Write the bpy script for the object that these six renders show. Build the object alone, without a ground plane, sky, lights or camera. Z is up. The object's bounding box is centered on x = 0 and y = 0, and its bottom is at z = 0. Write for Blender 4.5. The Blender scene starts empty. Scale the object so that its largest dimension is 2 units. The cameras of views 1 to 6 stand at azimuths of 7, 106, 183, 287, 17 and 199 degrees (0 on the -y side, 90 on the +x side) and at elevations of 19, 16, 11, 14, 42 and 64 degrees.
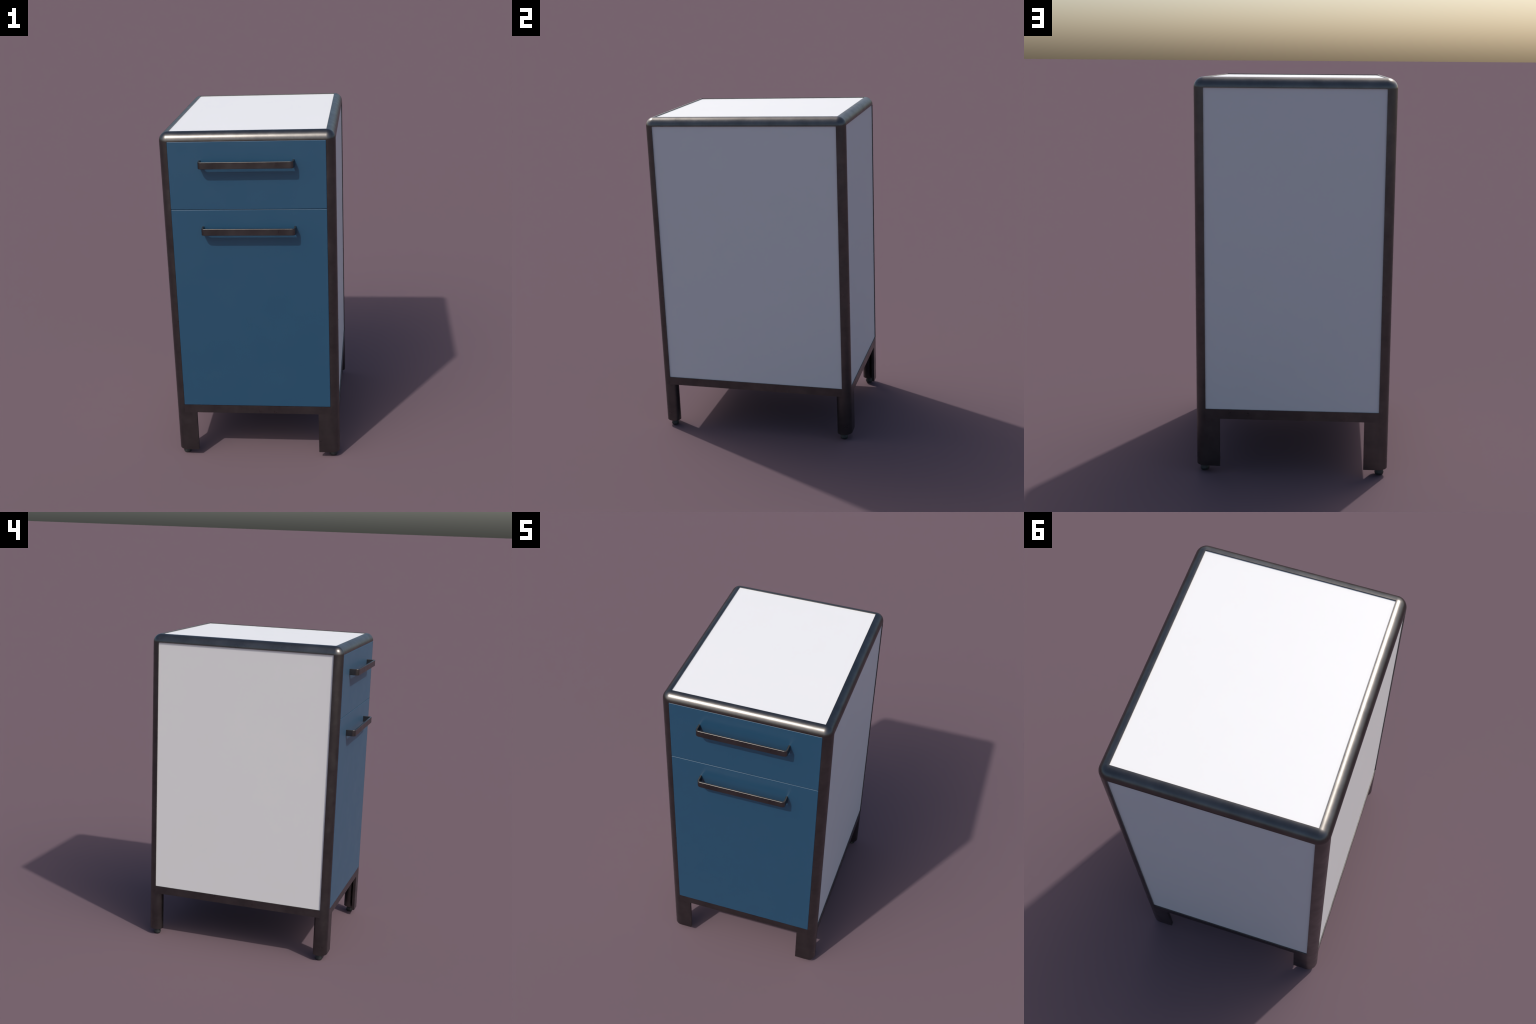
import bpy, bmesh, math
from mathutils import Vector, Matrix

# ------------------------------------------------------------------ sizes (m)
HALF_W = 0.4886            # half width of the frame
FRONT, BACK = -0.5803, 0.6396
TOP = 2.0
R = 0.0505                 # rounding of every outer frame edge = rail width
RAIL_TOP, RAIL_BOTTOM = 0.343, 0.293
LEG_BOTTOM = 0.0385
RECESS = 0.0056             # how deep the white panels sit in the frame
SPLIT = 1.5618             # line between drawer and door
HANDLE_FRONT = -0.640
ARC = 14                   # segments in a quarter round

# ------------------------------------------------------------------ materials
def new_material(name):
    m = bpy.data.materials.new(name)
    m.use_nodes = True
    nt = m.node_tree
    bsdf = nt.nodes["Principled BSDF"]
    return m, nt, bsdf

def node(nt, kind, **props):
    n = nt.nodes.new(kind)
    for k, v in props.items():
        setattr(n, k, v)
    return n

def noise(nt, vec, scale, detail=4.0, rough=0.6, stretch=None):
    if stretch:
        mp = node(nt, "ShaderNodeMapping")
        mp.inputs["Scale"].default_value = stretch
        nt.links.new(vec, mp.inputs["Vector"])
        vec = mp.outputs["Vector"]
    n = node(nt, "ShaderNodeTexNoise")
    n.inputs["Scale"].default_value = scale
    n.inputs["Detail"].default_value = detail
    n.inputs["Roughness"].default_value = rough
    nt.links.new(vec, n.inputs["Vector"])
    return n.outputs["Fac"]

def ramp(nt, fac, stops):
    r = node(nt, "ShaderNodeValToRGB")
    els = r.color_ramp.elements
    while len(els) < len(stops):
        els.new(0.5)
    for e, (p, c) in zip(els, stops):
        e.position = p
        e.color = c if len(c) == 4 else (*c, 1)
    nt.links.new(fac, r.inputs["Fac"])
    return r.outputs["Color"]

def map_range(nt, fac, lo, hi, a=0.3, b=0.7):
    r = node(nt, "ShaderNodeMapRange")
    r.inputs["From Min"].default_value = a
    r.inputs["From Max"].default_value = b
    r.inputs["To Min"].default_value = lo
    r.inputs["To Max"].default_value = hi
    nt.links.new(fac, r.inputs["Value"])
    return r.outputs["Result"]

def bump(nt, bsdf, height, strength, distance):
    b = node(nt, "ShaderNodeBump")
    b.inputs["Strength"].default_value = strength
    b.inputs["Distance"].default_value = distance
    nt.links.new(height, b.inputs["Height"])
    nt.links.new(b.outputs["Normal"], bsdf.inputs["Normal"])

def dark_steel(name, base_lo, base_hi, rough_lo, rough_hi):
    m, nt, b = new_material(name)
    co = node(nt, "ShaderNodeTexCoord").outputs["Object"]
    blotch = noise(nt, co, 9.0, 6.0, 0.65)
    col = ramp(nt, blotch, [(0.35, base_lo), (0.68, base_hi)])
    nt.links.new(col, b.inputs["Base Color"])
    b.inputs["Metallic"].default_value = 1.0
    nt.links.new(map_range(nt, noise(nt, co, 14.0, 4.0, 0.6), rough_lo, rough_hi), b.inputs["Roughness"])
    return m

def white_lacquer():
    m, nt, b = new_material("white_lacquer")
    co = node(nt, "ShaderNodeTexCoord").outputs["Object"]
    col = ramp(nt, noise(nt, co, 3.0, 3.0), [(0.3, (0.672, 0.672, 0.668)), (0.7, (0.679, 0.679, 0.675))])
    nt.links.new(col, b.inputs["Base Color"])
    nt.links.new(map_range(nt, noise(nt, co, 8.0, 4.0), 0.485, 0.505), b.inputs["Roughness"])
    b.inputs["Specular IOR Level"].default_value = 0.8
    return m

def blue_lacquer():
    m, nt, b = new_material("blue_lacquer")
    co = node(nt, "ShaderNodeTexCoord").outputs["Object"]
    col = ramp(nt, noise(nt, co, 160.0, 3.0), [(0.3, (0.0065, 0.049, 0.101)), (0.7, (0.0090, 0.054, 0.109))])
    nt.links.new(col, b.inputs["Base Color"])
    nt.links.new(map_range(nt, noise(nt, co, 6.0, 4.0), 0.42, 0.48), b.inputs["Roughness"])
    b.inputs["Specular IOR Level"].default_value = 0.60
    b.inputs["Sheen Weight"].default_value = 0.085
    b.inputs["Sheen Roughness"].default_value = 0.35
    bump(nt, b, noise(nt, co, 420.0, 2.0, 0.5), 0.16, 0.001)
    return m

def black_rubber():
    m, nt, b = new_material("black_rubber")
    co = node(nt, "ShaderNodeTexCoord").outputs["Object"]
    col = ramp(nt, noise(nt, co, 60.0, 3.0), [(0.3, (0.016, 0.020, 0.020)), (0.7, (0.024, 0.028, 0.028))])
    nt.links.new(col, b.inputs["Base Color"])
    b.inputs["Roughness"].default_value = 0.5
    return m

STEEL = dark_steel("dark_steel", (0.106, 0.103, 0.101), (0.146, 0.141, 0.136), 0.265, 0.375)
WHITE, BLUE, RUBBER = white_lacquer(), blue_lacquer(), black_rubber()

# ------------------------------------------------------------------ helpers
def add_object(name, mesh, parent, material=None, location=(0, 0, 0), turn=0.0):
    if material and not mesh.materials:
        mesh.materials.append(material)
    o = bpy.data.objects.new(name, mesh)
    bpy.context.scene.collection.objects.link(o)
    o.parent = parent
    o.location = location
    o.rotation_euler = (0, 0, turn)
    return o

def finish(bm, name, angle=35):
    bmesh.ops.recalc_face_normals(bm, faces=bm.faces)
    me = bpy.data.meshes.new(name)
    bm.to_mesh(me)
    bm.free()
    for p in me.polygons:
        p.use_smooth = True
    me.set_sharp_from_angle(angle=math.radians(angle))
    return me

def arc(cx, cy, r, a0, a1, n=ARC):
    return [(cx + r * math.cos(math.radians(a0 + (a1 - a0) * i / n)),
             cy + r * math.sin(math.radians(a0 + (a1 - a0) * i / n))) for i in range(n + 1)]

def box_mesh(name, lo, hi, bevel=0.0, segments=2):
    bm = bmesh.new()
    bmesh.ops.create_cube(bm, size=1.0)
    for v in bm.verts:
        v.co = Vector([lo[i] if v.co[i] < 0 else hi[i] for i in range(3)])
    if not bevel:
        return finish(bm, name)
    bmesh.ops.bevel(bm, geom=bm.edges[:], offset=bevel, segments=segments, profile=0.5, affect='EDGES')
    me = finish(bm, name, 180)
    # flat faces stay flat, only the rounded rims turn
    core_lo, core_hi = [l + bevel for l in lo], [h - bevel for h in hi]
    me.normals_split_custom_set_from_vertices(
        [(v.co - Vector([min(max(v.co[i], core_lo[i]), core_hi[i]) for i in range(3)])).normalized()
         for v in me.vertices])
    return me

def prism_mesh(name, outline, z0, z1, rim_bevel=0.0, rim_segments=3, angle=35, flip=False):
    """Plan outline extruded from z0 to z1; rim edges optionally rounded."""
    bm = bmesh.new()
    pts, last = [], None
    for p in outline:
        p = (-p[0], p[1]) if flip else p
        if last is None or math.dist(p, last) > 1e-6:
            pts.append(p)
            last = p
    low = [bm.verts.new((x, y, z0)) for x, y in pts]
    high = [bm.verts.new((x, y, z1)) for x, y in pts]
    bm.faces.new(low)
    bm.faces.new(high)
    n = len(pts)
    for i in range(n):
        bm.faces.new((low[i], low[(i + 1) % n], high[(i + 1) % n], high[i]))
    bm.normal_update()
    if rim_bevel:
        rim = [e for e in bm.edges if abs(e.verts[0].co.z - e.verts[1].co.z) < 1e-7]
        bmesh.ops.bevel(bm, geom=rim, offset=rim_bevel, segments=rim_segments, profile=0.5, affect='EDGES')
    return finish(bm, name, angle)

def bent_bar_mesh(name, path, thick, height, r, n=4):
    """Flat bar with rounded long edges, swept along a plan path of (point, outward normal)."""
    section = []                                   # (offset across, height, normal across, normal up)
    for cx, cz, a0 in ((thick / 2 - r, height / 2 - r, 0), (-thick / 2 + r, height / 2 - r, 90),
                       (-thick / 2 + r, -height / 2 + r, 180), (thick / 2 - r, -height / 2 + r, 270)):
        for i in range(n + 1):
            a = math.radians(a0 + 90 * i / n)
            section.append((cx + r * math.cos(a), cz + r * math.sin(a), math.cos(a), math.sin(a)))
    bm = bmesh.new()
    rings, normals = [], []
    for (px, py), (nx, ny) in path:
        ring = []
        for off, z, na, nz in section:
            ring.append(bm.verts.new((px + nx * off, py + ny * off, z)))
            normals.append(Vector((nx * na, ny * na, nz)))
        rings.append(ring)
    k = len(section)
    for a, b in zip(rings, rings[1:]):
        for i in range(k):
            bm.faces.new((a[i], a[(i + 1) % k], b[(i + 1) % k], b[i]))
    bm.faces.new(rings[0])
    bm.faces.new(rings[-1])
    me = finish(bm, name, 180)
    me.normals_split_custom_set_from_vertices(normals)
    return me

def lathe_mesh(name, profile, n=40):
    bm = bmesh.new()
    rings = []
    for r, z in profile:
        rings.append([bm.verts.new((r * math.cos(2 * math.pi * i / n), r * math.sin(2 * math.pi * i / n), z))
                      for i in range(n)])
    for a, b in zip(rings, rings[1:]):
        for i in range(n):
            bm.faces.new((a[i], a[(i + 1) % n], b[(i + 1) % n], b[i]))
    bm.faces.new(rings[0])
    bm.faces.new(rings[-1])
    return finish(bm, name, 40)

# ------------------------------------------------------------------ the thing
cabinet = bpy.data.objects.new("drawer_cabinet", None)
bpy.context.scene.collection.objects.link(cabinet)
cabinet["label"] = "narrow white cabinet, dark steel frame, blue drawer and door"
cabinet["category"] = "cabinet"

MID_Y = 0.5 * (FRONT + BACK)
IN_X = HALF_W - R                     # opening edges
IN_F, IN_B = FRONT + R, BACK - R
IN_T = TOP - R

# ---- rounded rim round the top: quarter-round rails running into ball corners
def top_rim_mesh():
    bm = bmesh.new()
    # each plan direction: corner centre + angle; sweep the quarter round about it
    stations = []
    for cx, cy, a0 in ((IN_X, IN_B, 0), (-IN_X, IN_B, 90), (-IN_X, IN_F, 180), (IN_X, IN_F, 270)):
        for i in range(ARC + 1):
            stations.append((cx, cy, math.radians(a0 + 90 * i / ARC)))
    rings = []
    for cx, cy, a in stations:
        ring = []
        for j in range(ARC + 1):
            t = math.radians(90 * j / ARC)
            rr = R * math.cos(t)
            ring.append(bm.verts.new((cx + rr * math.cos(a), cy + rr * math.sin(a), IN_T + R * math.sin(t))))
        rings.append(ring)
    n = len(rings)
    for i in range(n):
        a, b = rings[i], rings[(i + 1) % n]
        for j in range(ARC):
            bm.faces.new((a[j], b[j], b[j + 1], a[j + 1]))
    bmesh.ops.remove_doubles(bm, verts=bm.verts, dist=1e-6)
    bm.normal_update()
    outer = len(bm.faces)
    # inner walls of the rim: down from the top opening, in from the side openings
    depth = 0.03
    sign = ((1, 1), (-1, 1), (-1, -1), (1, -1))
    def corner(sx, sy, z, inset=0.0):
        return Vector((sx * (IN_X - inset), (IN_B - inset) if sy > 0 else (IN_F + inset), z))
    for k in range(4):
        s, e = sign[k], sign[(k + 1) % 4]
        top_s, top_e = corner(*s, TOP), corner(*e, TOP)
        low_s, low_e = corner(*s, IN_T), corner(*e, IN_T)
        bm.faces.new([bm.verts.new(v) for v in (top_s, top_e, low_e, low_s)])
        if s[0] == e[0]:
            out = Vector((s[0] * R, 0, 0))
        else:
            out = Vector((0, s[1] * R, 0))
        bm.faces.new([bm.verts.new(v) for v in (low_s, low_e, low_e + out, low_s + out)])
    me = bpy.data.meshes.new("top_rim")
    bm.to_mesh(me)
    bm.free()
    normals = []
    for idx, p in enumerate(me.polygons):
        p.use_smooth = True
        for li in p.loop_indices:
            if idx < outer:
                co = me.vertices[me.loops[li].vertex_index].co
                core = Vector((min(max(co.x, -IN_X), IN_X), min(max(co.y, IN_F), IN_B), IN_T))
                normals.append((co - core).normalized())
            else:
                normals.append(p.normal.copy())
    me.normals_split_custom_set(normals)
    return me

add_object("top_rim", top_rim_mesh(), cabinet, STEEL)

# ---- corner posts: quarter-round outside, square inside
def post_mesh():
    outline = [(-R, -R)] + arc(-R, -R, R, 0, 90)
    return prism_mesh("corner_post", outline, RAIL_BOTTOM, IN_T)

post = post_mesh()
CORNERS = ((HALF_W, BACK, 0), (-HALF_W, BACK, 90), (-HALF_W, FRONT, 180), (HALF_W, FRONT, 270))
for x, y, a in CORNERS:
    add_object("corner_post", post, cabinet, STEEL, (x, y, 0), math.radians(a))

# ---- bottom rails between the posts
for lo, hi in (((-IN_X, FRONT, RAIL_BOTTOM), (IN_X, IN_F, RAIL_TOP)),
               ((-IN_X, IN_B, RAIL_BOTTOM), (IN_X, BACK, RAIL_TOP)),
               ((IN_X, IN_F, RAIL_BOTTOM), (HALF_W, IN_B, RAIL_TOP)),
               ((-HALF_W, IN_F, RAIL_BOTTOM), (-IN_X, IN_B, RAIL_TOP))):
    add_object("bottom_rail", box_mesh("bottom_rail", lo, hi), cabinet, STEEL)

# ---- legs: round tube behind a wide flat plate, outer corner rounded like the posts
TUBE_R, PLATE_W, PLATE_T = 0.038, 0.1228, 0.018
def leg_outline():
    # local: outer corner at the origin, leg lies at x < 0, y < 0; plate along the y = 0 face
    pts = arc(-R, -R, R, 0, 90)                                   # outer corner
    pts += [(-PLATE_W, 0.0), (-PLATE_W, -PLATE_T)]                # plate end
    cx, cy = -TUBE_R, -R - 0.0025                                 # round tube behind the corner
    meet = math.degrees(math.asin((-PLATE_T - cy) / TUBE_R))
    pts += arc(cx, cy, TUBE_R, 180 - meet, 360, 2 * ARC + 6)
    return pts[:-1] if math.dist(pts[-1], pts[0]) < 1e-6 else pts

foot_profile = [(0.0185, 0.0), (0.0205, 0.0010), (0.0230, 0.0080), (0.0235, 0.0110), (0.0231, 0.0138),
                (0.0205, 0.0220), (0.0185, 0.0300), (0.0178, 0.0360), (0.0178, 0.0450)]
foot = lathe_mesh("foot", foot_profile)
leg_right = prism_mesh("leg", leg_outline(), LEG_BOTTOM, RAIL_BOTTOM)
leg_left = prism_mesh("leg", leg_outline(), LEG_BOTTOM, RAIL_BOTTOM, flip=True)
for x, y, me, a in ((HALF_W, BACK, leg_right, 0), (-HALF_W, BACK, leg_left, 0),
                    (-HALF_W, FRONT, leg_right, 180), (HALF_W, FRONT, leg_left, 180)):
    leg = add_object("leg", me, cabinet, STEEL, (x, y, 0), math.radians(a))
    side = -1 if me is leg_right else 1
    add_object("foot", foot, leg, RUBBER, (side * 0.0400, -R, 0))

# ---- white panels, set slightly back in the frame (edges tucked behind it)
T, TUCK = 0.02, 0.001
def panel(name, lo, hi):
    add_object(name, box_mesh(name, lo, hi), cabinet, WHITE)

panel("top_panel", (-IN_X - TUCK, IN_F - TUCK, TOP - 0.005 - T), (IN_X + TUCK, IN_B + TUCK, TOP - 0.005))
panel("side_panel", (HALF_W - RECESS - T, IN_F - TUCK, RAIL_TOP - TUCK), (HALF_W - RECESS, IN_B + TUCK, IN_T + TUCK))
panel("side_panel", (-HALF_W + RECESS, IN_F - TUCK, RAIL_TOP - TUCK), (-HALF_W + RECESS + T, IN_B + TUCK, IN_T + TUCK))
panel("back_panel", (-IN_X - TUCK, BACK - RECESS - T, RAIL_TOP - TUCK), (IN_X + TUCK, BACK - RECESS, IN_T + TUCK))
add_object("bottom_panel", box_mesh("bottom_panel", (-IN_X, IN_F, RAIL_BOTTOM + 0.004), (IN_X, IN_B, RAIL_BOTTOM + 0.02)),
           cabinet, STEEL)

# ---- blue drawer front and door, thin gaps all round
GAP, FRONT_RECESS, FT = 0.0006, -0.0009, 0.026    # the blue fronts stand a little proud
fy = FRONT + FRONT_RECESS
drawer = add_object("drawer_front", box_mesh("drawer_front", (-IN_X + GAP, fy, SPLIT + 0.0010),
                    (IN_X - GAP, fy + FT, IN_T - GAP), 0.0025, 4), cabinet, BLUE)
door = add_object("door", box_mesh("door", (-IN_X + GAP, fy, RAIL_TOP + GAP),
                  (IN_X - GAP, fy + FT, SPLIT - 0.0010), 0.0025, 4), cabinet, BLUE)
# dark carcass behind the gaps
add_object("carcass", box_mesh("carcass", (-IN_X - TUCK, fy + FT + 0.001, RAIL_TOP - TUCK),
           (IN_X + TUCK, fy + FT + 0.02, IN_T + TUCK)), cabinet, STEEL)

# ---- bow handles: flat bar bent into a U
HX, HT, HH, HR = 0.2645, 0.0100, 0.0385, 0.020
def handle_path():
    yo, yi, r, seg = HANDLE_FRONT + HT / 2, fy + 0.002, HR - HT / 2, 12
    x = HX - HT / 2
    path = [((-x, yi), (-1, 0))]
    for cx, a0 in ((-x + r, 180), (x - r, 270)):
        for i in range(seg + 1):
            a = math.radians(a0 + 90 * i / seg)
            path.append(((cx + r * math.cos(a), yo + r + r * math.sin(a)), (math.cos(a), math.sin(a))))
    return path + [((x, yi), (1, 0))]

bar = bent_bar_mesh("handle", handle_path(), HT, HH, 0.0020)
add_object("handle", bar, drawer, STEEL, (0, 0, 1.8268))
add_object("handle", bar, door, STEEL, (0, 0, 1.4464))
